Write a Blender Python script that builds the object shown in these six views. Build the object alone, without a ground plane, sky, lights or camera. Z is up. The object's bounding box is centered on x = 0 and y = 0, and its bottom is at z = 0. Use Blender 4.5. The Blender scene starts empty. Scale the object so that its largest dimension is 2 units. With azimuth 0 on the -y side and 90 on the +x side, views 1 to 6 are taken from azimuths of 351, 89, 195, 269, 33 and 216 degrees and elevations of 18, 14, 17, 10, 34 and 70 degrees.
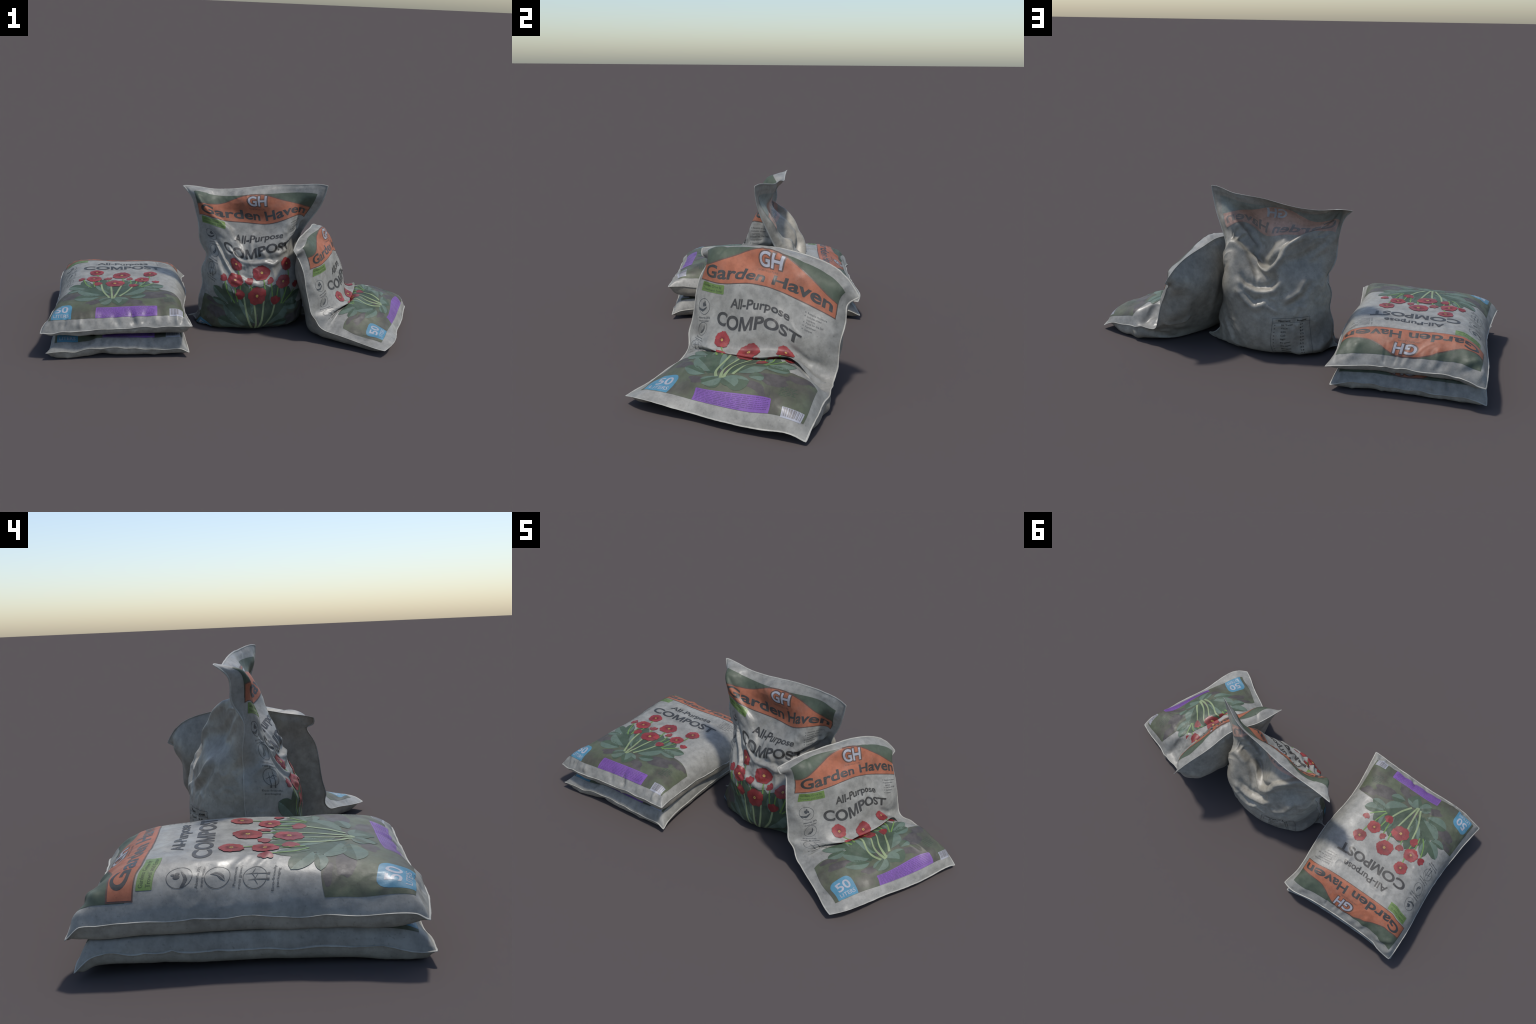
"""Four filled plastic bags of garden compost: two stacked flat, one standing
with a pinched top, one slumped against it.  Every bag is two printed film
panels (front / back) welded round the rim.  Panels are spline surfaces or
inflated pillows in (s, t): s runs left to right across the print, t from the
foot of the print to its head.  The print is real geometry, drawn flat in
metres and laid on the panels."""
import bpy, bmesh, math, random
import numpy as np

RNG = np.random.default_rng(7)
random.seed(7)
W, L = 0.765, 0.94            # size of the flat bag
NS, NT = 150, 184             # panel resolution

# ------------------------------------------------------------------ splines
def natural_basis(knots, x):
    """Rows of weights of a natural cubic spline through values at knots."""
    k = np.asarray(knots, float); n = len(k); h = np.diff(k)
    A = np.zeros((n, n)); R = np.zeros((n, n)); A[0, 0] = A[-1, -1] = 1
    for i in range(1, n - 1):
        A[i, i-1], A[i, i], A[i, i+1] = h[i-1], 2*(h[i-1]+h[i]), h[i]
        R[i, i-1], R[i, i], R[i, i+1] = 6/h[i-1], -6/h[i-1]-6/h[i], 6/h[i]
    M = np.linalg.solve(A, R)
    x = np.asarray(x, float); j = np.clip(np.searchsorted(k, x)-1, 0, n-2)
    a = (k[j+1]-x)/h[j]; b = 1-a; I = np.eye(n); hh = h[j]**2/6
    return a[:, None]*I[j]+b[:, None]*I[j+1]+((a**3-a)*hh)[:, None]*M[j]+((b**3-b)*hh)[:, None]*M[j+1]

def curve(keys, x):
    """Smooth curve through (parameter, values...) keys."""
    k = np.asarray(keys, float); X, Y = k[:, 0], k[:, 1:]; n = len(X); d = np.zeros_like(Y)
    d[1:-1] = (Y[2:]-Y[:-2])/(X[2:]-X[:-2])[:, None]
    d[0] = (Y[1]-Y[0])/(X[1]-X[0]); d[-1] = (Y[-1]-Y[-2])/(X[-1]-X[-2])
    x = np.asarray(x, float); i = np.clip(np.searchsorted(X, x)-1, 0, n-2)
    h = X[i+1]-X[i]; u = ((x-X[i])/h)[..., None]; h = h[..., None]
    return (2*u**3-3*u**2+1)*Y[i]+(u**3-2*u**2+u)*h*d[i]+(3*u**2-2*u**3)*Y[i+1]+(u**3-u**2)*h*d[i+1]

def smooth(x, a, b):
    x = np.clip((x-a)/(b-a), 0, 1); return x*x*(3-2*x)

SS, TT = np.meshgrid(np.linspace(0, 1, NS+1), np.linspace(0, 1, NT+1))

def lattice(cells, seed):
    """Smooth random field over (s, t) with the given number of cells."""
    g = np.random.default_rng(seed).normal(size=(cells[1]+3, cells[0]+3))
    bs = natural_basis(np.linspace(-.1, 1.1, cells[0]+3), np.linspace(0, 1, NS+1))
    bt = natural_basis(np.linspace(-.1, 1.1, cells[1]+3), np.linspace(0, 1, NT+1))
    return bt @ g @ bs.T

# ------------------------------------------------------------------ panels
def normals_of(P):
    du = np.gradient(P, axis=1); dv = np.gradient(P, axis=0)
    n = np.cross(du, dv); l = np.linalg.norm(n, axis=-1, keepdims=True)
    return n/np.maximum(l, 1e-9)

EDGE = smooth(np.minimum(np.minimum(SS, 1-SS)*W, np.minimum(TT, 1-TT)*L), 0, .03)

def crease(pts, amp, width, valley=0.0):
    """Fold running along a polyline of (s, t) points: a ridge, with an optional
    trough on its left-hand side; it fades out at both ends."""
    p = np.array(pts, float)*[W, L]
    X, Y = SS*W, TT*L
    best = np.full(SS.shape, 9.); side = np.zeros(SS.shape); along = np.zeros(SS.shape)
    seg = np.linalg.norm(np.diff(p, axis=0), axis=1); tot = seg.sum(); run = 0
    for a, b, l in zip(p[:-1], p[1:], seg):
        d = (b-a)/l
        q = np.clip((X-a[0])*d[0]+(Y-a[1])*d[1], 0, l)
        dx, dy = X-a[0]-q*d[0], Y-a[1]-q*d[1]
        r = np.hypot(dx, dy); m = r < best
        best = np.where(m, r, best); side = np.where(m, d[0]*dy-d[1]*dx, side)
        along = np.where(m, (run+q)/tot, along); run += l
    fade = smooth(np.sin(np.pi*np.clip(along, 0.02, .98)), 0, .7)
    sg = np.where(side > 0, best, -best)
    h = np.exp(-(sg/width)**2)
    if valley:
        h = h-valley*np.exp(-((sg-1.7*width)/(1.1*width))**2)
    return amp*fade*h

def puckers(seed, count=16, amp=.004, reach=.05, head=True, foot=True):
    """Gathers running in from the two welded ends."""
    r = np.random.default_rng(seed); h = np.zeros(SS.shape)
    for end in ([0] if foot else [])+([1] if head else []):
        d = (TT if end == 0 else 1-TT)*L
        for _ in range(count):
            c, w, a, k = r.uniform(.03, .97), r.uniform(.008, .02), r.normal()*amp, r.uniform(.5, 1.4)*reach
            lean = r.uniform(-.4, .4)
            h += a*np.exp(-((SS-c)*W-lean*d)**2/w**2)*np.exp(-(d/k)**2)*smooth(d, 0, .012)
    return h

def blunt(P, reach, cut):
    """Round off the four welded corners by sliding the sheet a little inwards there."""
    a, b = np.minimum(SS, 1-SS)*W, np.minimum(TT, 1-TT)*L
    d = cut*np.clip(1-(a+b)/reach, 0, 1)**1.6
    s = SS+np.where(SS < .5, d, -d)/W; t = TT+np.where(TT < .5, d, -d)/L
    x, y = np.clip(s*NS, 0, NS-1e-6), np.clip(t*NT, 0, NT-1e-6); i, j = x.astype(int), y.astype(int)
    fx, fy = (x-i)[..., None], (y-j)[..., None]
    return (P[j, i]*(1-fx)+P[j, i+1]*fx)*(1-fy)+(P[j+1, i]*(1-fx)+P[j+1, i+1]*fx)*fy

def crinkle(cells, seed, amp):
    """Sharp little creases: ridged random field, strongest in patches."""
    n = lattice(cells, seed); m = smooth(lattice((5, 6), seed+1), -.3, 1.1)
    return amp*(.35-np.abs(n)).clip(-.6)*m

class Panel:
    def __init__(self, P, outward):
        self.P, self.out = P, outward

    def finish(self):
        self.N = normals_of(self.P)*self.out
    def sample(self, s, t, lift):
        x = np.clip(s, 0, 1)*NS; y = np.clip(t, 0, 1)*NT
        i = np.minimum(x.astype(int), NS-1); j = np.minimum(y.astype(int), NT-1)
        fx = (x-i)[:, None]; fy = (y-j)[:, None]
        def mix(G):
            return (G[j, i]*(1-fx)+G[j, i+1]*fx)*(1-fy)+(G[j+1, i]*(1-fx)+G[j+1, i+1]*fx)*fy
        n = mix(self.N); n /= np.maximum(np.linalg.norm(n, axis=1, keepdims=True), 1e-9)
        return mix(self.P)+n*np.asarray(lift).reshape(-1, 1), n

def weld(F, B, relief_front, relief_back, reach=.075, cut=.003, wave=None):
    """Join two films into a bag: blunt the corners, then raise the relief.  Where
    the bag is empty the films cling together and share the front's creases."""
    mid, half = blunt((F+B)/2, reach, cut), (F-B)/2
    if wave is not None:      # the welded rim is never quite straight
        rim_zone = 1-smooth(np.minimum(np.minimum(SS, 1-SS)*W, np.minimum(TT, 1-TT)*L), .0, .07)
        mid = mid+np.array([0, 0, .0045])*(rim_zone*crinkle((13, 15), wave, 1)*1.2+.5*rim_zone*lattice((18, 20), wave+5))[..., None]
    F, B = mid+half, mid-half
    full = smooth(np.linalg.norm(F-B, axis=-1), .008, .06)
    nf, nb = normals_of(F), -normals_of(B)
    rb = relief_back*full-relief_front*(1-full)
    return Panel(F+nf*(relief_front*EDGE)[..., None], 1), Panel(B+nb*(rb*EDGE)[..., None], -1)

def keep_apart(front, back, direction, gap=.007):
    """The two films may touch but never pass through each other."""
    need = gap*smooth(EDGE, 0, .6)-((front.P-back.P)*direction).sum(-1)
    push = np.maximum(need, 0)[..., None]*direction*.5
    front.P = front.P+push; back.P = back.P-push

# ------------------------------------------------------------------ pillow bags
def pillow(left, right, foot, head, rise, across, along, tilt=None):
    """Panel blown up from four rim curves (a Coons patch plus an inflated profile)."""
    n = 500
    def arc(height, width, p, q):
        x = np.linspace(-1, 1, n); z = height*(1-np.abs(x)**p).clip(0)**q
        l = np.r_[0, np.cumsum(np.hypot(np.diff(x)*width/2, np.diff(z)))]
        return l/l[-1], x
    ls, xs = arc(abs(rise), .69, *across); lt, ts = arc(abs(rise), .89, *along)
    xi, eta = np.interp(SS, ls, xs), np.interp(TT, lt, ts)
    gs = (1-np.abs(xi)**across[0]).clip(0)**across[1]
    gt = (1-np.abs(eta)**along[0]).clip(0)**along[1]
    a = (xi+1)/2*gt+SS*(1-gt); b = (eta+1)/2*gs+TT*(1-gs)
    l, r, f, k = curve(left, b), curve(right, b), curve(foot, a), curve(head, a)
    c = lambda K, i: np.array(K[i][1:])
    a, b = a[..., None], b[..., None]
    P = l*(1-a)+r*a+f*(1-b)+k*b-((1-a)*(1-b)*c(left, 0)+a*(1-b)*c(right, 0)+(1-a)*b*c(left, -1)+a*b*c(right, -1))
    g = 1.189*(gs.clip(1e-3)**-4+gt.clip(1e-3)**-4)**-.25
    P[..., 2] += rise*g
    return P, g

def upper_bag():
    left = [(0, -.994, -.405, .126), (.06, -.985, -.365, .143), (.2, -.962, -.22, .134), (.5, -.942, .03, .138), (.8, -.955, .31, .14), (.95, -.955, .45, .135), (1, -.954, .49, .105)]
    right = [(0, -.276, -.451, .165), (.06, -.285, -.40, .165), (.3, -.302, -.18, .15), (.6, -.277, .08, .14), (.9, -.285, .36, .12), (1, -.258, .462, .095)]
    foot = [(0, -.994, -.405, .126), (.2, -.854, -.43, .143), (.5, -.646, -.43, .154), (.8, -.405, -.44, .164), (1, -.276, -.451, .165)]
    head = [(0, -.954, .49, .105), (.12, -.87, .478, .125), (.18, -.83, .463, .132), (.5, -.6, .455, .13), (.8, -.43, .462, .13), (.9, -.33, .475, .12), (1, -.258, .462, .095)]
    P, g = pillow(left, right, foot, head, .0985, (5, .8), (3.8, .92))
    relief = puckers(3, 26, .006, .06)+.0016*lattice((9, 11), 4)
    relief += crinkle((22, 26), 5, .0022)
    relief += crease([(.12, .5), (.22, .47), (.33, .46)], .003, .012)+crease([(.14, .56), (.25, .52)], .003, .01)
    relief += crease([(.05, .9), (.12, .94), (.2, .99)], .006, .014, .6)+crease([(.3, .99), (.33, .9)], .005, .016, .6)
    relief += crease([(.86, .99), (.84, .9)], .005, .014, .6)
    raised = relief
    P2, g2 = pillow(left, right, foot, head, -.062, (14, .5), (9, .6))
    floor = .1+.022*smooth(TT, .13, .03)
    P2[..., 2] = np.where(P2[..., 2] < floor, floor+(P2[..., 2]-floor)*.06, P2[..., 2])
    front, back = weld(P, P2, raised, puckers(8, 14, .002, .04)+.0012*lattice((7, 9), 9), wave=61)
    return front, back, np.array([0, 0, 1.])

def lower_bag():
    left = [(0, -.97, -.428, .033), (.05, -.955, -.39, .03), (.2, -.946, -.24, .048), (.5, -.934, .03, .05), (.8, -.944, .3, .057), (.93, -.955, .42, .058), (1, -.963, .472, .017)]
    right = [(0, -.287, -.438, .024), (.06, -.297, -.39, .042), (.3, -.312, -.17, .05), (.6, -.31, .1, .05), (.92, -.298, .41, .045), (1, -.286, .476, .026)]
    foot = [(0, -.97, -.428, .033), (.1, -.9, -.428, .04), (.2, -.83, -.424, .036), (.37, -.71, -.42, .052), (.5, -.63, -.422, .05), (.75, -.46, -.426, .042), (.94, -.33, -.43, .042), (1, -.287, -.438, .024)]
    head = [(0, -.963, .472, .017), (.07, -.915, .466, .037), (.25, -.79, .452, .034), (.5, -.62, .45, .036), (.8, -.43, .455, .04), (.92, -.345, .466, .038), (1, -.286, .476, .026)]
    P, g = pillow(left, right, foot, head, .080, (9, .6), (3.6, .8))
    P[..., 2] = np.where(P[..., 2] > .094, .094+(P[..., 2]-.094)*.12, P[..., 2])
    relief = puckers(13, 24, .005, .055)+.0014*lattice((9, 11), 14)
    relief += crease([(.3, .0), (.33, .05), (.37, .1)], .008, .018, .6)
    raised = relief
    P2, g2 = pillow(left, right, foot, head, -.058, (10, .5), (10, .5))
    P2[..., 2] = np.maximum(P2[..., 2], .003+.03*(P2[..., 2] < 0)*0)
    front, back = weld(P, P2, raised, puckers(18, 18, .003, .05)+.001*lattice((7, 9), 19), wave=71)
    front.P[..., 2] = np.maximum(front.P[..., 2], .003)
    back.P[..., 2] = np.maximum(back.P[..., 2], .002)
    dent = np.exp(-((SS-.36)/.05)**2)*np.exp(-(TT/.06)**2)*EDGE
    back.P[..., 2] += .018*dent
    return front, back, np.array([0, 0, 1.])

# ------------------------------------------------------------------ lofted bags
S_KNOTS = [0, .06, .2, .4, .6, .8, .94, 1]

def station(t, front, back):
    """One cross-section of a bag: control points from the left weld to the right."""
    return t, np.array(front, float), np.array(back, float)

def loft(stations):
    tk = [s[0] for s in stations]
    bs = natural_basis(S_KNOTS, np.linspace(0, 1, NS+1)); bt = natural_basis(tk, np.linspace(0, 1, NT+1))
    f = np.stack([s[1] for s in stations]); b = np.stack([s[2] for s in stations])
    make = lambda C: np.einsum('kj,li,jid->kld', bt, bs, C)
    return make(f), make(b)

def slumped_bag():
    F, B = loft([
    station(0,
        front=[(.680, -.504, .034), (.713, -.479, .046), (.767, -.402, .053), (.818, -.270, .038), (.895, -.119, .032), (.953, .017, .034), (.985, .092, .032), (.997, .131, .013)],
        back=[(.680, -.504, .034), (.713, -.479, .046), (.767, -.402, .053), (.818, -.270, .038), (.895, -.119, .032), (.953, .017, .034), (.985, .092, .032), (.997, .131, .013)]),
    station(0.06,
        front=[(.643, -.478, .037), (.679, -.440, .060), (.729, -.353, .073), (.801, -.235, .074), (.891, -.061, .076), (.939, .033, .088), (.960, .120, .066), (.949, .153, .042)],
        back=[(.643, -.478, .037), (.673, -.460, .016), (.721, -.376, .032), (.774, -.235, .029), (.842, -.095, .026), (.904, .038, .020), (.945, .120, .021), (.949, .153, .042)]),
    station(0.18,
        front=[(.560, -.415, .047), (.580, -.387, .071), (.639, -.302, .115), (.743, -.216, .128), (.808, -.040, .147), (.862, .049, .134), (.875, .151, .096), (.875, .181, .055)],
        back=[(.560, -.415, .047), (.579, -.401, .013), (.626, -.316, .010), (.678, -.174, .013), (.744, -.034, .014), (.813, .102, .011), (.867, .178, .014), (.875, .181, .055)]),
    station(0.3,
        front=[(.473, -.361, .063), (.498, -.324, .098), (.584, -.264, .142), (.664, -.150, .152), (.724, -.051, .167), (.764, .095, .154), (.790, .181, .114), (.798, .208, .067)],
        back=[(.473, -.361, .063), (.487, -.341, .024), (.529, -.255, .003), (.581, -.116, .005), (.644, .022, .008), (.716, .156, .003), (.779, .217, .026), (.798, .208, .067)]),
    station(0.38,
        front=[(.427, -.329, .069), (.455, -.298, .103), (.530, -.224, .148), (.621, -.110, .165), (.664, -.004, .160), (.714, .108, .159), (.745, .189, .094), (.752, .230, .073)],
        back=[(.427, -.329, .069), (.428, -.307, .030), (.459, -.221, .004), (.513, -.080, .004), (.574, .057, .004), (.650, .184, .008), (.723, .235, .041), (.752, .230, .073)]),
    station(0.415,
        front=[(.405, -.318, .077), (.446, -.293, .113), (.538, -.202, .148), (.588, -.112, .145), (.638, -.003, .156), (.688, .111, .151), (.728, .189, .082), (.730, .235, .080)],
        back=[(.405, -.318, .077), (.402, -.294, .036), (.428, -.207, .005), (.481, -.064, .002), (.540, .073, .001), (.621, .193, .013), (.697, .230, .050), (.730, .235, .080)]),
    station(0.45,
        front=[(.386, -.304, .093), (.432, -.291, .122), (.517, -.190, .139), (.548, -.093, .126), (.601, .017, .136), (.651, .127, .146), (.708, .193, .084), (.707, .243, .081)],
        back=[(.386, -.304, .093), (.382, -.281, .058), (.386, -.210, .010), (.429, -.088, .010), (.488, .047, .009), (.587, .167, .015), (.671, .225, .057), (.707, .243, .081)]),
    station(0.49,
        front=[(.371, -.295, .118), (.407, -.288, .136), (.542, -.204, .158), (.589, -.115, .155), (.644, -.005, .165), (.674, .110, .168), (.679, .196, .089), (.679, .246, .079)],
        back=[(.371, -.295, .118), (.363, -.270, .085), (.358, -.185, .030), (.404, -.052, .036), (.468, .069, .040), (.565, .164, .046), (.644, .223, .066), (.679, .246, .079)]),
    station(0.535,
        front=[(.349, -.298, .147), (.382, -.276, .153), (.498, -.224, .170), (.577, -.116, .167), (.614, .008, .177), (.642, .128, .152), (.645, .211, .096), (.651, .253, .084)],
        back=[(.349, -.298, .147), (.349, -.263, .120), (.348, -.174, .072), (.381, -.037, .074), (.448, .084, .078), (.540, .181, .075), (.617, .231, .083), (.651, .253, .084)]),
    station(0.6,
        front=[(.334, -.288, .196), (.387, -.264, .198), (.459, -.205, .212), (.550, -.108, .207), (.588, .012, .229), (.617, .128, .182), (.632, .225, .136), (.628, .267, .116)],
        back=[(.334, -.288, .196), (.336, -.252, .173), (.342, -.163, .134), (.355, -.022, .131), (.423, .100, .134), (.510, .205, .120), (.590, .253, .116), (.628, .267, .116)]),
    station(0.72,
        front=[(.312, -.272, .294), (.345, -.264, .300), (.425, -.187, .313), (.508, -.089, .318), (.550, .027, .320), (.604, .147, .265), (.622, .243, .233), (.602, .278, .209)],
        back=[(.312, -.272, .294), (.313, -.235, .272), (.308, -.141, .240), (.335, -.004, .244), (.383, .133, .236), (.464, .244, .210), (.551, .295, .190), (.602, .278, .209)]),
    station(0.84,
        front=[(.291, -.245, .394), (.335, -.235, .405), (.400, -.175, .409), (.472, -.062, .425), (.517, .046, .412), (.559, .173, .372), (.582, .260, .323), (.567, .301, .289)],
        back=[(.291, -.245, .394), (.288, -.211, .369), (.284, -.120, .348), (.336, .009, .360), (.370, .150, .348), (.435, .271, .314), (.527, .299, .286), (.567, .301, .289)]),
    station(0.91,
        front=[(.268, -.224, .442), (.318, -.224, .461), (.371, -.160, .481), (.437, -.038, .475), (.495, .063, .464), (.540, .201, .429), (.564, .272, .371), (.551, .304, .330)],
        back=[(.268, -.224, .442), (.274, -.197, .422), (.295, -.112, .414), (.349, .013, .429), (.387, .151, .413), (.445, .277, .379), (.511, .321, .336), (.551, .304, .330)]),
    station(0.96,
        front=[(.258, -.248, .456), (.297, -.217, .490), (.333, -.134, .510), (.411, -.029, .525), (.468, .086, .511), (.514, .239, .447), (.551, .296, .394), (.540, .322, .350)],
        back=[(.258, -.248, .456), (.266, -.201, .459), (.298, -.108, .462), (.365, .016, .479), (.406, .149, .461), (.464, .275, .424), (.515, .325, .373), (.540, .322, .350)]),
    station(1,
        front=[(.241, -.251, .482), (.260, -.203, .490), (.301, -.106, .502), (.382, .020, .520), (.425, .146, .503), (.485, .273, .458), (.527, .334, .398), (.543, .354, .365)],
        back=[(.241, -.251, .482), (.260, -.203, .490), (.301, -.106, .502), (.382, .020, .520), (.425, .146, .503), (.485, .273, .458), (.527, .334, .398), (.543, .354, .365)]),
    ])
    relief = crinkle((16, 20), 124, .0025)+.0008*lattice((10, 12), 24)+puckers(25, 12, .003, .05)
    relief += .0015*lattice((26, 4), 26)*smooth(TT, .55, .7)*smooth(TT, .97, .8)
    relief += crease([(.03, .40), (.12, .43), (.2, .45)], .004, .01, .8)
    relief += crease([(.55, .30), (.72, .27), (.85, .235)], .005, .02)+crease([(.6, .25), (.7, .235)], .003, .012)
    relief += crease([(.72, .60), (.85, .57), (.95, .60)], -.008, .02)+crease([(.75, .53), (.88, .51), (.99, .49)], .006, .014, .5)
    relief += crease([(.04, .22), (.06, .12), (.1, .03)], .004, .012, .6)
    raised = relief
    relief = .002*lattice((6, 8), 28)+puckers(29, 10, .003, .05)
    relief += crease([(.97, .63), (.85, .62), (.76, .66)], .012, .022, .5)+crease([(.98, .5), (.88, .5), (.8, .46)], .008, .02, .5)
    relief += crease([(.8, .95), (.82, .75), (.78, .5)], .008, .03)+crease([(.55, .9), (.6, .7), (.58, .5)], .007, .03)
    relief += crease([(.98, .33), (.9, .3), (.85, .22)], .008, .02, .5)
    front, back = weld(F, B, raised, relief, cut=.003)
    w = np.clip((TT-.3)/.3, 0, 1)[..., None]
    d = (1-w)*np.array([.1, 0, 1])+w*np.array([.89, -.44, .1]); d /= np.linalg.norm(d, axis=-1, keepdims=True)
    for p in (front, back):
        p.P[..., 2] = np.maximum(p.P[..., 2], .002)
    return front, back, d

def standing_bag():
    F, B = loft([
    station(0,
        front=[(-.265, .048, .016), (-.212, .045, .029), (-.114, .068, .008), (.023, .071, .007), (.159, .072, .006), (.295, .075, .007), (.400, .072, .004), (.437, .055, .014)],
        back=[(-.265, .048, .016), (-.212, .045, .029), (-.114, .068, .008), (.023, .071, .007), (.159, .072, .006), (.295, .075, .007), (.400, .072, .004), (.437, .055, .014)]),
    station(0.08,
        front=[(-.214, .036, .037), (-.225, .000, .010), (-.151, -.020, .004), (-.009, -.021, .005), (.137, -.022, .012), (.279, -.004, .008), (.358, .046, .014), (.391, .072, .032)],
        back=[(-.214, .036, .037), (-.196, .072, .013), (-.132, .131, .004), (.010, .144, .004), (.154, .147, .006), (.297, .149, .007), (.370, .110, .026), (.391, .072, .032)]),
    station(0.15,
        front=[(-.206, .027, .076), (-.204, -.020, .055), (-.142, -.093, .014), (.009, -.092, .005), (.159, -.095, .003), (.301, -.065, .013), (.356, .012, .053), (.364, .058, .069)],
        back=[(-.206, .027, .076), (-.201, .077, .060), (-.138, .168, .033), (.002, .204, .022), (.153, .210, .022), (.295, .179, .058), (.359, .105, .073), (.364, .058, .069)]),
    station(0.22,
        front=[(-.205, .025, .132), (-.190, -.018, .114), (-.118, -.107, .080), (.024, -.166, .032), (.185, -.147, .050), (.317, -.101, .065), (.359, -.005, .108), (.368, .041, .118)],
        back=[(-.205, .025, .132), (-.185, .065, .115), (-.127, .157, .095), (.008, .229, .080), (.162, .234, .083), (.301, .173, .123), (.369, .089, .124), (.368, .041, .118)]),
    station(0.32,
        front=[(-.186, .032, .211), (-.172, -.017, .200), (-.107, -.107, .167), (.030, -.175, .130), (.178, -.169, .146), (.312, -.098, .162), (.359, -.006, .189), (.367, .040, .195)],
        back=[(-.186, .032, .211), (-.175, .075, .199), (-.121, .167, .184), (.003, .227, .177), (.157, .244, .180), (.292, .174, .215), (.351, .084, .204), (.367, .040, .195)]),
    station(0.43,
        front=[(-.192, .033, .294), (-.173, -.021, .283), (-.113, -.125, .264), (.031, -.173, .244), (.173, -.168, .254), (.310, -.092, .269), (.343, .013, .275), (.348, .059, .276)],
        back=[(-.192, .033, .294), (-.176, .073, .289), (-.116, .156, .289), (.012, .214, .275), (.158, .231, .285), (.296, .197, .319), (.344, .101, .291), (.348, .059, .276)]),
    station(0.54,
        front=[(-.168, .031, .370), (-.165, -.020, .379), (-.096, -.087, .350), (.031, -.136, .331), (.176, -.129, .343), (.278, -.064, .365), (.313, .035, .360), (.329, .076, .353)],
        back=[(-.168, .031, .370), (-.168, .071, .377), (-.110, .131, .386), (.019, .190, .368), (.157, .174, .369), (.280, .178, .422), (.331, .113, .375), (.329, .076, .353)]),
    station(0.65,
        front=[(-.202, .032, .442), (-.171, -.001, .459), (-.098, -.042, .453), (.013, -.088, .404), (.146, -.109, .442), (.258, -.041, .450), (.310, .053, .461), (.336, .077, .435)],
        back=[(-.202, .032, .442), (-.165, .055, .463), (-.068, .088, .468), (.054, .165, .461), (.163, .092, .429), (.268, .118, .507), (.337, .110, .462), (.336, .077, .435)]),
    station(0.76,
        front=[(-.213, .026, .538), (-.205, .014, .555), (-.119, -.024, .541), (.030, -.012, .504), (.158, -.047, .520), (.270, -.045, .551), (.329, .042, .546), (.350, .043, .514)],
        back=[(-.213, .026, .538), (-.187, .040, .553), (-.096, .080, .565), (.048, .114, .549), (.158, .021, .503), (.270, .031, .565), (.321, .073, .539), (.350, .043, .514)]),
    station(0.86,
        front=[(-.230, .061, .611), (-.218, .011, .642), (-.128, .014, .619), (.034, .020, .603), (.149, .007, .597), (.270, -.019, .642), (.361, .012, .625), (.397, .002, .606)],
        back=[(-.230, .061, .611), (-.215, .025, .640), (-.127, .030, .619), (.032, .035, .604), (.151, .020, .600), (.272, -.004, .641), (.361, .025, .624), (.397, .002, .606)]),
    station(0.94,
        front=[(-.254, .067, .684), (-.234, .033, .707), (-.139, .049, .680), (.010, .023, .680), (.135, .017, .686), (.291, .015, .701), (.385, -.029, .703), (.433, -.030, .694)],
        back=[(-.254, .067, .684), (-.233, .043, .707), (-.138, .059, .680), (.011, .034, .679), (.136, .028, .684), (.291, .025, .701), (.386, -.019, .703), (.433, -.030, .694)]),
    station(1,
        front=[(-.295, .113, .729), (-.241, .104, .728), (-.133, .094, .714), (.026, .081, .723), (.165, .060, .743), (.314, .032, .752), (.407, -.016, .767), (.451, -.039, .767)],
        back=[(-.295, .113, .729), (-.241, .104, .728), (-.133, .094, .714), (.026, .081, .723), (.165, .060, .743), (.314, .032, .752), (.407, -.016, .767), (.451, -.039, .767)]),
    ])
    relief = crinkle((16, 18), 134, .008)*smooth(TT, .95, .75)+crinkle((34, 40), 234, .0026)+.001*lattice((12, 14), 34)+puckers(35, 12, .003, .05, foot=False)
    relief += crease([(.34, .615), (.42, .60), (.53, .59), (.60, .565), (.66, .58)], .010, .014, .7)
    relief += crease([(.31, .52), (.38, .475), (.48, .46), (.56, .485)], .008, .014, .6)
    relief += crease([(.12, .66), (.17, .61), (.24, .55), (.32, .48)], .012, .012, .8)
    relief += crease([(.26, .66), (.33, .625), (.37, .60)], .006, .012, .6)+crease([(.53, .66), (.57, .60)], .007, .014, .6)
    relief += crease([(.63, .61), (.71, .625), (.78, .63)], .008, .013, .6)
    relief += crease([(.06, .93), (.12, .86), (.24, .78), (.35, .74)], .007, .014, .6)+crease([(.24, .78), (.30, .73), (.40, .67)], .005, .014, .6)
    relief += crease([(.97, .83), (.9, .72), (.78, .70), (.68, .65)], .009, .016, .6)+crease([(.97, .76), (.88, .69), (.8, .66)], .006, .014, .6)
    relief += crease([(.44, .72), (.46, .68), (.46, .62)], .005, .012, .5)
    raised = relief
    relief = crinkle((12, 15), 338, .009)*smooth(TT, .9, .7)+crinkle((26, 32), 438, .0032)+.001*lattice((9, 11), 38)+.0012*lattice((22, 26), 138)*smooth(lattice((5, 6), 139), 0, 1.2)+puckers(39, 8, .003, .05, foot=False)
    relief += crease([(.98, .97), (.93, .91), (.88, .83), (.80, .76), (.70, .72), (.6, .71)], .019, .021, .7)
    relief += crease([(.70, .70), (.60, .675), (.48, .645), (.42, .67), (.34, .73)], -.018, .018, 1.)
    relief += crease([(.72, .54), (.65, .51), (.57, .51), (.48, .53), (.40, .60)], -.016, .019, .9)
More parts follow.
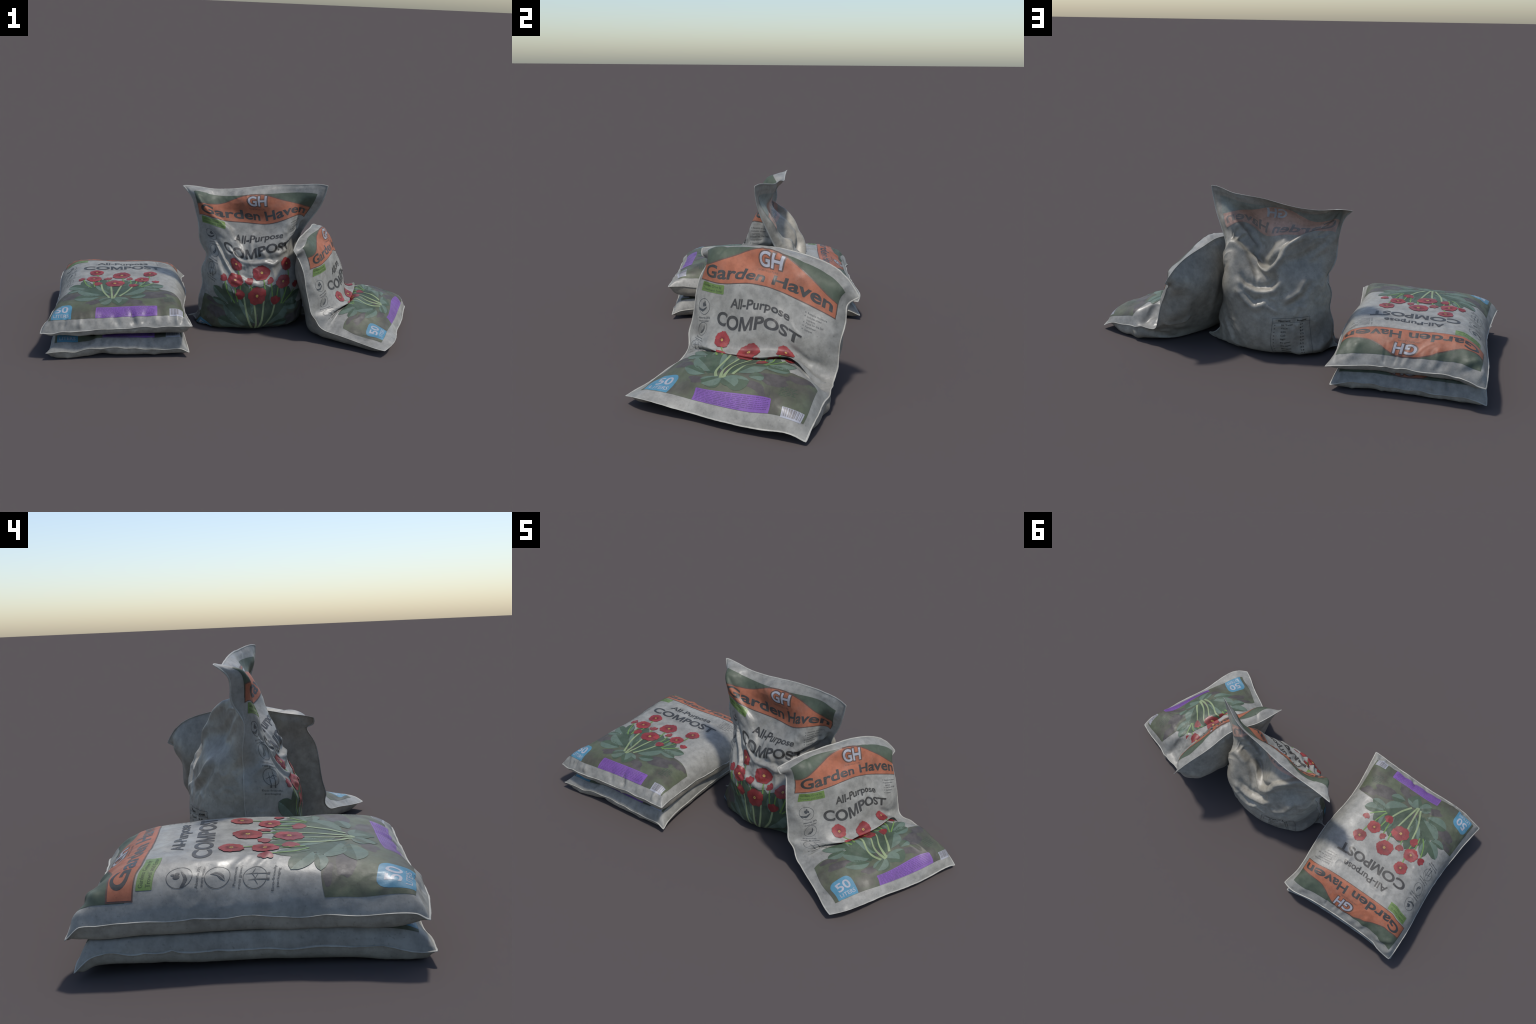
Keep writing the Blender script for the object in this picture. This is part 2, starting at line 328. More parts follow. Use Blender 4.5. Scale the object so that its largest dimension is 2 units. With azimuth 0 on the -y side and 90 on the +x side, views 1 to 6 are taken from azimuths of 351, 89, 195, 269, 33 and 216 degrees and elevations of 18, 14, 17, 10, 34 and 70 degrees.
    relief += crease([(.70, .49), (.58, .43), (.50, .465)], -.013, .017, .9)
    relief += crease([(.40, .43), (.28, .48), (.22, .56)], .013, .019, .7)
    relief += crease([(.02, .94), (.12, .85), (.24, .80), (.40, .67)], .016, .021, .7)
    relief += crease([(.93, .72), (.78, .66), (.68, .60), (.58, .52)], .009, .02, .6)
    relief += crease([(.51, .41), (.42, .38)], .005, .016)+crease([(.05, .76), (.1, .70), (.2, .62)], .006, .018, .6)
    front, back = weld(F, B, raised, relief, cut=.002)
    for p in (front, back):
        p.P[..., 2] = np.maximum(p.P[..., 2], .002)
    d = np.broadcast_to(np.array([-.1, -.995, 0]), SS.shape+(3,))
    return front, back, d

# ------------------------------------------------------------------ materials
def film(name, color, rough=.42, dirt=.5, spec=.45, through=0.0, mottled=None):
    """Printed plastic film: base ink, clouded with dust and scuffs."""
    m = bpy.data.materials.new(name); m.use_nodes = True; nt = m.node_tree; nt.nodes.clear()
    N = lambda t, **k: (lambda n: [setattr(n, a, b) for a, b in k.items()] and n or n)(nt.nodes.new(t))
    link = nt.links.new
    tc = N('ShaderNodeTexCoord')
    def noise(scale, detail=4, rgh=.6, off=0.):
        mp = N('ShaderNodeMapping'); mp.inputs['Location'].default_value = (off, off*1.7, -off)
        link(tc.outputs['Object'], mp.inputs[0])
        n = N('ShaderNodeTexNoise'); n.inputs['Scale'].default_value = scale
        n.inputs['Detail'].default_value = detail; n.inputs['Roughness'].default_value = rgh
        link(mp.outputs[0], n.inputs['Vector']); return n.outputs[0]
    def ramp(src, a, b, lo, hi):
        r = N('ShaderNodeMapRange'); r.inputs[1].default_value = a; r.inputs[2].default_value = b
        r.inputs[3].default_value = lo; r.inputs[4].default_value = hi; link(src, r.inputs[0]); return r.outputs[0]
    def mul(a, b):
        n = N('ShaderNodeMath', operation='MULTIPLY'); link(a, n.inputs[0]); link(b, n.inputs[1]); return n.outputs[0]
    clouds = ramp(noise(26, 6, .68), .36, .62, 1-.42*dirt, 1.06)
    broad = ramp(noise(5.5, 3, .55, 3.1), .35, .65, 1-.26*dirt, 1.05)
    specks = ramp(noise(120, 2, .5, 7.7), .27, .36, 1-.35*dirt, 1.0)
    tone = mul(mul(clouds, broad), specks)
    base = N('ShaderNodeRGB'); base.outputs[0].default_value = (*color, 1)
    col = base.outputs[0]
    if mottled:
        mx = N('ShaderNodeMix', data_type='RGBA'); mx.inputs['B'].default_value = (*mottled, 1)
        link(col, mx.inputs['A']); link(ramp(noise(9, 3, .5, 5.2), .46, .62, 0, .8), mx.inputs['Factor'])
        col = mx.outputs['Result']
    dust = N('ShaderNodeMix', data_type='RGBA'); dust.inputs['B'].default_value = (.20, .19, .165, 1)
    link(col, dust.inputs['A']); link(ramp(noise(14, 5, .65, 1.3), .5, .8, .0, .55*dirt), dust.inputs['Factor'])
    vm = N('ShaderNodeVectorMath', operation='SCALE'); link(dust.outputs['Result'], vm.inputs[0]); link(tone, vm.inputs['Scale'])
    b = N('ShaderNodeBsdfPrincipled'); link(vm.outputs[0], b.inputs['Base Color'])
    b.inputs['Specular IOR Level'].default_value = spec
    link(ramp(noise(18, 4, .6, 9.), .35, .7, rough-.07, rough+.12), b.inputs['Roughness'])
    bump = N('ShaderNodeBump'); bump.inputs['Strength'].default_value = .16; bump.inputs['Distance'].default_value = .004
    link(noise(48, 4, .6, 2.2), bump.inputs['Height']); link(bump.outputs[0], b.inputs['Normal'])
    out = N('ShaderNodeOutputMaterial'); link(b.outputs[0], out.inputs[0])
    return m

MAT = {}
def materials():
    f = lambda n, *a, **k: MAT.__setitem__(n, film(n, *a, **k))
    f('white_film', (.272, .266, .240), dirt=.6)
    f('back_film', (.33, .305, .252), dirt=.6, rough=.41)
    f('weld', (.36, .35, .31), rough=.5, dirt=.4)
    f('header_green', (.066, .084, .057), dirt=.4, rough=.52, spec=.35)
    f('field_green', (.088, .100, .062), dirt=.4, mottled=(.072, .066, .053), rough=.5, spec=.35)
    f('soil', (.074, .065, .062), dirt=.5, rough=.5, spec=.35)
    f('orange', (.32, .108, .057), dirt=.45, rough=.5, spec=.35)
    f('banner_rim', (.10, .055, .04), dirt=.4)
    f('black_ink', (.042, .040, .037), dirt=.5)
    f('icon_ink', (.055, .058, .06), dirt=.4)
    f('small_ink', (.11, .11, .105), dirt=.4)
    f('faded_ink', (.185, .175, .155), dirt=.4)
    f('white_ink', (.33, .335, .37), dirt=.4)
    f('label_green', (.12, .19, .05), dirt=.4)
    f('label_ink', (.05, .08, .03), dirt=.4)
    f('violet', (.16, .072, .27), dirt=.3)
    f('violet_ink', (.10, .045, .17), dirt=.3)
    f('blue', (.070, .20, .285), dirt=.3)
    f('barcode_grey', (.16, .15, .155), dirt=.4)
    f('leaf_dark', (.054, .080, .050), dirt=.4, rough=.5, spec=.35)
    f('leaf_teal', (.100, .142, .108), dirt=.4, rough=.5, spec=.35)
    f('leaf_deep', (.048, .069, .045), dirt=.4, rough=.5, spec=.35)
    f('stem_pale', (.215, .265, .135), dirt=.3)
    f('stem_green', (.12, .21, .05), dirt=.3)
    f('petal_red', (.25, .030, .030), dirt=.45)
    f('petal_dark', (.195, .023, .024), dirt=.45)
    f('petal_vein', (.125, .016, .016), dirt=.3)
    f('pollen', (.40, .33, .07), dirt=.3)
    f('ghost_green', (.26, .275, .235), dirt=.6)
    f('ghost_orange', (.50, .31, .235), dirt=.6)  # ghost inks paled to paint in daylight glowing through the neck film
    f('ghost_dark', (.25, .21, .18), dirt=.6)
    f('ghost_pale', (.46, .47, .48), dirt=.6)

# ------------------------------------------------------------------ flat artwork
STEP = .0065
def refine(bm):
    """Cut a flat sheet along a fine grid so that it can follow the film."""
    v = np.array([x.co[:] for x in bm.verts]); lo, hi = v.min(0), v.max(0)
    for ax in (0, 1):
        n = int((hi[ax]-lo[ax])/STEP)
        for k in range(1, n+1):
            c = [0, 0, 0]; c[ax] = lo[ax]+(hi[ax]-lo[ax])*k/(n+1); no = [0, 0, 0]; no[ax] = 1
            bmesh.ops.bisect_plane(bm, geom=bm.verts[:]+bm.edges[:]+bm.faces[:], plane_co=c, plane_no=no, dist=1e-6)

def sheet(bm):
    refine(bm)
    bm.normal_update()
    for f in bm.faces:
        if f.normal.z < 0: f.normal_flip()
    bm.verts.index_update()
    out = np.array([x.co[:2] for x in bm.verts]), [tuple(x.index for x in f.verts) for f in bm.faces]
    bm.free(); return out

def polygon(pts):
    bm = bmesh.new(); f = bm.faces.new([bm.verts.new((x, y, 0)) for x, y in pts])
    f.normal_update(); bmesh.ops.triangulate(bm, faces=[f], ngon_method='EAR_CLIP'); return sheet(bm)

def band(x0, x1, low, high, step=.005):
    """Sheet between two curves y = low(x) and y = high(x)."""
    n = max(2, int((x1-x0)/step)); xs = np.linspace(x0, x1, n+1)
    a, b = low(xs), high(xs); m = max(1, int((b-a).max()/step))
    V = np.stack([np.repeat(xs[:, None], m+1, 1), a[:, None]+(b-a)[:, None]*np.linspace(0, 1, m+1)], -1).reshape(-1, 2)
    k = m+1
    return V, [(i*k+j, (i+1)*k+j, (i+1)*k+j+1, i*k+j+1) for i in range(n) for j in range(m)]

def box(x0, x1, y0, y1, r=(0, 0, 0, 0)):
    """Rectangle with corner radii: foot-left, foot-right, head-right, head-left."""
    if not any(r):
        return band(x0, x1, lambda x: x*0+y0, lambda x: x*0+y1)
    pts = []
    for (cx, cy, a0), q in zip(((x0, y0, 180), (x1, y0, 270), (x1, y1, 0), (x0, y1, 90)), r):
        sx, sy = (1 if cx == x0 else -1), (1 if cy == y0 else -1)
        for a in (np.linspace(0, 90, 6) if q else [0]):
            g = math.radians(a0+a); pts.append((cx+sx*q+q*math.cos(g), cy+sy*q+q*math.sin(g)))
    return polygon(pts)

def stroke(pts, w0, w1=None, n=14):
    w1 = w0 if w1 is None else w1
    p = np.array(pts, float); k = np.linspace(0, 1, len(p)); c = curve(np.c_[k, p], np.linspace(0, 1, n)) if len(p) > 2 else p[0]+(p[-1]-p[0])*np.linspace(0, 1, n)[:, None]
    d = np.gradient(c, axis=0); d /= np.linalg.norm(d, axis=1, keepdims=True); nn = np.c_[-d[:, 1], d[:, 0]]
    w = np.linspace(w0, w1, n)[:, None]/2
    V = np.concatenate([c+nn*w, c-nn*w])
    return V, [(i, i+n, i+n+1, i+1) for i in range(n-1)]

def ring(cx, cy, r, w, n=40):
    a = np.linspace(0, 2*np.pi, n, endpoint=False); u = np.c_[np.cos(a), np.sin(a)]
    V = np.concatenate([u*(r-w/2), u*(r+w/2)])+[cx, cy]
    return V, [(i, i+n, (i+1) % n+n, (i+1) % n) for i in range(n)]

def disc(cx, cy, rx, ry=None, n=14, turn=0.):
    ry = ry or rx; a = np.linspace(0, 2*np.pi, n, endpoint=False); c, s = math.cos(turn), math.sin(turn)
    x, y = rx*np.cos(a), ry*np.sin(a)
    return polygon(np.c_[cx+x*c-y*s, cy+x*s+y*c])

def lettering(text, x0, x1, y0, cap, weight=.0, lead=1.0, rows=1):
    """Words set in the built-in font, stretched to run from x0 to x1 with capitals of height cap."""
    def mesh(body):
        cu = bpy.data.curves.new('type', 'FONT'); cu.body = body; cu.offset = weight; cu.resolution_u = 5
        ob = bpy.data.objects.new('type', cu); bpy.context.scene.collection.objects.link(ob)
        bpy.context.view_layer.update()
        me = bpy.data.meshes.new_from_object(ob.evaluated_get(bpy.context.evaluated_depsgraph_get()))
        bpy.data.objects.remove(ob); bpy.data.curves.remove(cu); return me
    ref = mesh('H'); ys = [v.co.y for v in ref.vertices]; base, top = min(ys), max(ys); bpy.data.meshes.remove(ref)
    me = mesh(text); bm = bmesh.new(); bm.from_mesh(me); bpy.data.meshes.remove(me)
    bmesh.ops.remove_doubles(bm, verts=bm.verts[:], dist=1e-6)
    if text == 'COMPOST':
        islands, seen = [], set()
        for v in bm.verts:
            if v in seen: continue
            stack, isle = [v], []
            seen.add(v)
            while stack:
                u = stack.pop(); isle.append(u)
                for e in u.link_edges:
                    w = e.other_vert(u)
                    if w not in seen: seen.add(w); stack.append(w)
            islands.append(isle)
        islands.sort(key=lambda i: sum(v.co.x for v in i)/len(i)); m = islands[2]
        l, r_ = min(v.co.x for v in m), max(v.co.x for v in m); lo, hi = base, top
        bmesh.ops.delete(bm, geom=m, context='VERTS')
        k = .19; y = lambda q: lo+(hi-lo)*q; z = lambda q: l+(r_-l)*q
        pts = [(z(0), lo), (z(k), lo), (z(k), y(.62)), (z(.43), lo), (z(.57), lo), (z(1-k), y(.62)), (z(1-k), lo), (z(1), lo), (z(1), hi), (z(.76), hi), (z(.5), y(.30)), (z(.24), hi), (z(0), hi)]
        f = bm.faces.new([bm.verts.new((px, py, 0)) for px, py in pts]); f.normal_update(); bmesh.ops.triangulate(bm, faces=[f], ngon_method='EAR_CLIP')
    xs = [v.co.x for v in bm.verts]; a, b = min(xs), max(xs)
    for v in bm.verts:
        v.co = (x0+(v.co.x-a)/(b-a)*(x1-x0), y0+(v.co.y-base)/(top-base)*cap, 0)
    return sheet(bm)

def join(*sheets):
    V, F, n = [], [], 0
    for v, f in sheets:
        V.append(v); F += [tuple(i+n for i in q) for q in f]; n += len(v)
    return np.concatenate(V), F

def micro_text(x0, x1, y0, y1, rows, seed, last=.6):
    """Type too small to read: rows of word-length dashes."""
    r = np.random.default_rng(seed); out = []; pitch = (y1-y0)/rows
    for k in range(rows):
        x = x0; y = y1-(k+.75)*pitch; end = x1 if k < rows-1 else x0+(x1-x0)*last
        end -= r.uniform(0, .12)*(x1-x0)
        while x < end-.006:
            w = min(r.uniform(.006, .02), end-x)
            out.append(band(x, x+w, lambda q: q*0+y, lambda q: q*0+y+pitch*.42, .01)); x += w+.0035
    return join(*out)

ART = []      # (name, sheet, material or list of materials per part, layer)
def art(name, sh, mat, layer): ART.append((name, [(sh, mat, layer)]))
def art_group(name, parts): ART.append((name, parts))

X = lambda s: s*W
Y = lambda t: t*L

def leaf_art(base, tip, width, light, dark='leaf_dark', teal='leaf_teal', bend=0., layer=3, share=.5):
    """A drawn leaf: two halves either side of the midrib; light = +1 / -1 names the paler half."""
    a, b = np.array([X(base[0]), Y(base[1])]), np.array([X(tip[0]), Y(tip[1])])
    u = np.linspace(0, 1, 12); d = b-a; l = np.linalg.norm(d); d /= l; n = np.array([-d[1], d[0]])
    mid = a+np.outer(u, d)*l+np.outer(np.sin(np.pi*u), n)*bend*l
    prof = 1.12*width*np.sin(np.pi*u**1.2)**.62
    parts = []
    for sg in (1, -1):
        wgt = share if sg == light else 1-share
        rim = mid+np.outer(prof*wgt*sg, n)
        parts.append((polygon(np.concatenate([mid, rim[-2:0:-1]])), teal if sg == light else dark, layer))
    art_group('printed_leaf', parts)

def flower_art(s, t, r, seed, tilt=0., squash=1.):
    """A drawn bloom: five broad scalloped petals, dark streaks towards a small pale eye."""
    q = np.random.default_rng(seed); cx, cy = X(s), Y(t); parts = []; n = 5
    put = lambda rad, ang: (cx+rad*math.cos(ang), cy+squash*rad*math.sin(ang))
    for k in (0, 2, 4, 1, 3):
        g = tilt+2*np.pi*k/n+q.uniform(-.08, .08); a = np.linspace(-.80, .80, 17); big = q.uniform(.93, 1.07)
        rad = .95*r*big*(.50+.50*np.cos(a*1.5).clip(0)**.5)*(1+.035*np.cos(a*13+k))
        lay = 6+k*.22
        parts.append((polygon([(cx, cy)]+[put(rr, g+x) for rr, x in zip(rad, a)]), 'petal_red' if q.random() < .6 else 'petal_dark', lay))
        for x in np.linspace(-.55, .55, 5)+q.uniform(-.05, .05, 5):
            parts.append((stroke([put(r*.18, g+x), put(r*q.uniform(.4, .62), g+x*1.1)], r*.055, r*.012, 4), 'petal_vein', 7.4))
    parts.append((ring(cx, cy, r*.09, r*.07, 12), 'pollen', 8))
    art_group('printed_flower', parts)

def bud_art(s, t, r, turn, seed):
    q = np.random.default_rng(seed); cx, cy = X(s), Y(t); parts = []
    for k, a in enumerate((-.75, 0, .75)):
        g = turn+a
        parts.append((disc(cx+.35*r*math.cos(g), cy+.35*r*math.sin(g), r*.72, r*.42, 14, g), 'petal_red' if k == 1 else 'petal_dark', 5+k*.3))
    art_group('printed_bud', parts)

def stem_art(pts, w, mat='stem_green', layer=4.5):
    art('printed_stem', stroke([(X(a), Y(b)) for a, b in pts], w, w*.85), mat, layer)

def draw_artwork():
    spline = lambda pts: (lambda x: curve(np.array([(X(s), Y(t)) for s, t in pts]), x)[..., 0])
    flat = lambda t: (lambda x: x*0+Y(t))
    # header: green block, orange banner with its hump
    art('header_block', band(X(.05), X(.95), flat(.83), flat(.958)), 'header_green', 0)
    hump = [(.05, .880), (.12, .883), (.204, .899), (.271, .917), (.338, .939), (.411, .955), (.5, .960), (.59, .955), (.665, .938), (.735, .915), (.80, .896), (.87, .883), (.95, .880)]
    top = spline(hump)
    ins = .0035
    art('banner_border', band(X(.052), X(.948), flat(.8085), lambda x: top(x)+.0012), 'banner_rim', 1)
    art('banner', band(X(.052)+ins, X(.948)-ins, lambda x: Y(.8085)+ins+x*0, lambda x: top(x)-ins), 'orange', 2)
    art('brand_lettering', lettering('Garden Haven', X(.088), X(.925), Y(.8275), Y(.050), .026), 'black_ink', 3)
    art('monogram_border', lettering('GH', X(.433), X(.613), Y(.898), Y(.056), .075), 'banner_rim', 3)
    art('monogram', lettering('GH', X(.443), X(.604), Y(.903), Y(.046), .025), 'white_ink', 4)
    art('brand_subtitle', lettering('HORTICULTURE', X(.442), X(.588), Y(.884), Y(.0075), .0), 'banner_rim', 3)
    # product name, green label, bullet list
    art('product_lettering', lettering('All-Purpose', X(.319), X(.71), Y(.711), Y(.037), .024), 'black_ink', 1)
    art('product_lettering', lettering('COMPOST', X(.222), X(.80), Y(.629), Y(.054), .03), 'black_ink', 1)
    art('slogan_label', box(X(.085), X(.25), Y(.760), Y(.803), (.003, .003, .003, .003)), 'label_green', 1)
    art('slogan', join(lettering('Gardens Grow by', X(.094), X(.232), Y(.785), Y(.012), .008), lettering('Trowel and Error', X(.094), X(.24), Y(.766), Y(.012), .008)), 'label_ink', 2)
    rows = [('Retains moisture', .905, .778), ('Includes added', .875, .765), ('nutrients', .845, .753), ('Food for the Soil', .89, .741), ('Fertilizer', .855, .727), ('Compost', .84, .713)]
    art('bullet_list', join(*[lettering(x, X(.80), X(e), Y(t), Y(.0078), .004) for x, e, t in rows],
                            *[disc(X(.788), Y(t)+.004, .0025, n=8) for x, e, t in rows if x != 'nutrients']), 'small_ink', 1)
    # three round icons down the left side
    icons = [(.126, .693, 'Absorbs 25%', 'more water'), (.121, .594, 'Promotes', 'root growth'), (.116, .492, 'Eco-friendly', 'packaging')]
    for k, (s, t, one, two) in enumerate(icons):
        x, y = X(s), Y(t); r = .0312
        parts = [(ring(x, y, r, .0015), 'icon_ink', 1)]
        if k == 0:
            parts += [(disc(x+dx, y+dy, a, b, 12), 'icon_ink', 1) for dx, dy, a, b in ((-.001, .007, .0062, .0085), (.009, .006, .0042, .006), (.006, .017, .0032, .0048))]
            parts += [(polygon([(x-r*.95, y-.004), (x-.016, y-.010), (x-.004, y-.011), (x+.010, y-.004), (x+.017, y-.001), (x+.014, y-.007), (x+.002, y-.016), (x-.010, y-.021), (x-r*.87, y-.014)]), 'icon_ink', 1)]
        elif k == 1:
            parts += [(polygon([(x-.013, y-.020), (x-.008, y-.008), (x+.003, y+.003), (x+.006, y+.020), (x+.013, y+.006), (x+.010, y-.007), (x+.002, y-.016)]), 'icon_ink', 1),
                      (stroke([(x-.012, y-.019), (x+.001, y-.006), (x+.006, y+.008)], .0014), 'white_film', 1.4)]
        else:
            for cx, h in ((-.007, .001), (.010, .009)):
                parts += [(stroke([(x+cx, y+h), (x+cx, y-r*1.1)], .0016, .003), 'icon_ink', 1), (box(x+cx-.003, x+cx+.003, y-r*1.25, y-r*1.02), 'icon_ink', 1.2)]
                for a in (95, 215, 335):
                    g = math.radians(a); parts.append((stroke([(x+cx, y+h), (x+cx+.017*math.cos(g), y+h+.017*math.sin(g))], .0022, .0008), 'icon_ink', 1))
        art_group('icon', parts)
        hw = .5*.0062*max(len(one), 9); hw2 = .5*.0062*max(len(two), 8); drop = r+(.016 if k < 2 else .022)
        art('icon_caption', join(lettering(one, x-hw, x+hw, y-drop, .0072, .002), lettering(two, x-hw2, x+hw2, y-drop-.0125, .0072, .002)), 'icon_ink', 1)
    # green field at the foot
    field = [(.05, .282), (.09, .294), (.15, .304), (.25, .312), (.4, .318), (.6, .318), (.74, .311), (.83, .302), (.9, .292), (.95, .280)]
    art('field_block', band(X(.05), X(.95), flat(.054), spline(field)), 'field_green', 0)
    r = np.random.default_rng(5)
    for s, t, a, b, g in ((.72, .225, .085, .035, .2), (.62, .15, .05, .022, -.5), (.86, .27, .05, .022, .1), (.22, .23, .085, .028, -.15), (.36, .165, .045, .02, .3), (.33, .255, .06, .025, .1), (.13, .28, .04, .012, 0), (.52, .26, .12, .03, 0)):
        k = np.linspace(0, 2*np.pi, 22, endpoint=False); rr = 1+.16*np.sin(3*k+r.uniform(0, 6))+.1*np.sin(5*k+r.uniform(0, 6))
        x, y = a*rr*np.cos(k), b*rr*np.sin(k)
        art('soil_patch', polygon(np.c_[X(s)+x*math.cos(g)-y*math.sin(g), Y(t)+x*math.sin(g)+y*math.cos(g)]), 'soil', .6)
    # foliage: background mass, then the drawn leaves
    for b0, t0, w, g in (((.44, .22), (.30, .40), .085, 1), ((.30, .30), (.235, .45), .055, 1), ((.36, .30), (.375, .47), .075, -1), ((.47, .30), (.44, .455), .11, 1), ((.50, .30), (.53, .455), .10, -1),
                         ((.56, .30), (.60, .45), .085, 1), ((.58, .26), (.70, .42), .10, -1), ((.63, .30), (.66, .46), .05, 1), ((.50, .22), (.60, .36), .10, -1), ((.40, .22), (.37, .36), .09, 1)):
        leaf_art(b0, t0, w, g, 'leaf_deep', 'leaf_dark', layer=1.2, share=.45)
    leaf_art((.46, .25), (.335, .385), .05, 1, layer=2.4, share=.4)
    leaf_art((.43, .30), (.41, .40), .035, -1, layer=2.4)
    leaf_art((.58, .33), (.585, .43), .03, 1, layer=2.4)
    leaf_art((.65, .33), (.63, .44), .035, -1, layer=2.4)
    leaf_art((.29, .34), (.255, .445), .03, -1, layer=2.4)
    for base, tip, w, lt, sh in (((.67, .335), (.81, .372), .055, -1, .6), ((.66, .31), (.79, .305), .045, -1, .45), ((.545, .225), (.68, .325), .075, -1, .5), ((.585, .2), (.685, .227), .042, -1, .5),
                                 ((.385, .215), (.208, .208), .062, 1, .5), ((.395, .24), (.222, .312), .07, 1, .55), ((.26, .325), (.14, .303), .035, 1, .6), ((.27, .335), (.142, .392), .062, 1, .5)):
        leaf_art(base, tip, w, lt, layer=3, share=sh)
    leaf_art((.478, .198), (.385, .172), .062, -1, layer=3, share=.25); leaf_art((.478, .198), (.58, .178), .066, 1, layer=3, share=.25)
    leaf_art((.474, .197), (.396, .148), .042, 1, layer=3.4, share=.6); leaf_art((.474, .197), (.520, .147), .046, 1, layer=3.4, share=.6)
    for pts in ([(.519, .215), (.565, .272), (.596, .335)], [(.485, .205), (.503, .274), (.519, .37)], [(.472, .196), (.460, .286), (.444, .37)], [(.452, .20), (.40, .295), (.372, .39)]):
        stem_art(pts, .0105, 'stem_pale', 4.6)
    stem_art([(.465, .197), (.478, .196), (.49, .204)], .011, 'stem_pale', 4.6)
    for pts in ([(.642, .333), (.665, .375), (.682, .43)], [(.655, .33), (.70, .36), (.745, .395)], [(.585, .36), (.58, .40), (.568, .46)], [(.525, .43), (.517, .455), (.506, .50)], [(.699, .47), (.704, .50), (.706, .53)],
                [(.332, .354), (.318, .40), (.303, .46)], [(.312, .345), (.27, .39), (.238, .46)], [(.343, .41), (.347, .43), (.345, .46)], [(.333, .51), (.328, .53), (.322, .555)], [(.61, .35), (.615, .39), (.62, .43)], [(.43, .42), (.423, .44), (.413, .46)]):
        stem_art(pts, .0075)
    for s, t, a, g in ((.572, .472, .026, 2.8), (.363, .402, .034, 3.3), (.236, .474, .028, 2.9), (.756, .411, .026, 1.7), (.597, .347, .034, 1.3), (.412, .470, .029, 2.0)):
        bud_art(s, t, a, g, int(s*1000))
    for s, t, a, g in ((.709, .549, .042, .2), (.654, .456, .044, .6), (.497, .530, .054, .1), (.466, .397, .055, .5), (.307, .480, .044, .9), (.317, .578, .042, .35)):
        flower_art(s, t, a, int(t*1000), g, .92)
    # violet notice, volume badge, barcode
    art('notice_box', box(X(.375), X(.75), Y(.055), Y(.119), (0, 0, .006, .006)), 'violet', 1)
    art('notice_text', micro_text(X(.384), X(.742), Y(.058), Y(.116), 8, 11), 'violet_ink', 2)
    art('volume_badge', box(X(.07), X(.212), Y(.055), Y(.153), (0, 0, .028, .028)), 'blue', 1)
    art('volume_number', lettering('50', X(.096), X(.187), Y(.094), Y(.042), .02), 'white_ink', 2)
    art('volume_unit', lettering('LITERS', X(.088), X(.196), Y(.066), Y(.018), .008), 'white_ink', 2)
    art('barcode_plate', box(X(.83), X(.935), Y(.05), Y(.098)), 'white_ink', 1)
    bars = []; x = X(.836)
    while x < X(.928):
        w = r.choice([.0015, .003, .005, .007]); bars.append(box(x, min(x+w, X(.931)), Y(.058), Y(.096))); x += w+r.choice([.0015, .0025, .004])
    art('barcode', join(*bars), 'barcode_grey', 2)
    art('field_text', micro_text(X(.8), X(.88), Y(.15), Y(.21), 6, 17), 'leaf_deep', 1)

def ghost_artwork():
    """Header print of the far film showing faintly through the thin empty neck."""
    out = []
    for name, parts in ART:
        m = {'header_block': 'ghost_green', 'banner': 'ghost_orange', 'brand_lettering': 'ghost_dark', 'monogram': 'ghost_pale'}.get(name)
        if m: out.append(('show_through_'+name, [(parts[0][0], m, parts[0][2]*.5)]))
    return out

def table_artwork():
    """Nutrient table low on the back film (mirrored so that it reads from behind)."""
    x0, x1, y0, y1 = X(.2), X(.46), Y(.13), Y(.35); w = .0018
    lines = [stroke([(x0, y0), (x0, y1)], w, n=30), stroke([(x1, y0), (x1, y1)], w, n=30)]+[stroke([(x0, y), (x1, y)], w, n=30) for y in (y1, y1-.022, y0)]
    flip = lambda sh: (np.c_[x0+x1-sh[0][:, 0], sh[0][:, 1]], [f[::-1] for f in sh[1]])
    words = [flip(lettering('Nutrient', x0+.03, x0+.09, y1-.018, .011, .01)), flip(lettering('Amount', x0+.125, x0+.18, y1-.018, .011, .01))]
    rows = 'N Total,P2O5,K2O,CaO,MgO,Fe ppm,Cu ppm,Zn ppm,Mn ppm,B ppm'.split(',')
    small = []
    for k, n in enumerate(rows):
        y = y1-.037-k*.0172
        small += [flip(lettering(n, x0+.045, x0+.045+.0078*len(n), y, .0075, .0)), flip(lettering('%.1f' % (9.4-k*.7), x0+.14, x0+.158, y, .0075, .0)), flip(disc(x0+.013, y+.004, .002, n=8))]
    fix = lambda sh: (sh[0], [f[::-1] for f in sh[1]])
    return [('nutrient_table_rule', [(join(*lines), 'small_ink', 1)]), ('nutrient_table_heading', [(fix(join(*words)), 'icon_ink', 1)]), ('nutrient_table_text', [(fix(join(*small)), 'faded_ink', 1)])]

# ------------------------------------------------------------------ objects
def mesh_object(name, V, F, mats, idx, root, base, N=None):
    me = bpy.data.meshes.new(name); me.from_pydata((V-base).tolist(), [], F)
    for m in mats: me.materials.append(MAT[m])
    if idx is not None: me.polygons.foreach_set('material_index', idx)
    me.polygons.foreach_set('use_smooth', [True]*len(me.polygons)); me.update()
    if N is not None: me.normals_split_custom_set_from_vertices(N.tolist())
    ob = bpy.data.objects.new(name, me); bpy.context.scene.collection.objects.link(ob); ob.parent = root
    return ob

def grid_faces(flip):
    k = NS+1; i, j = np.meshgrid(np.arange(NS), np.arange(NT)); a = (j*k+i).ravel()
    q = np.c_[a, a+1, a+1+k, a+k]
    return (q[:, ::-1] if flip else q).tolist()

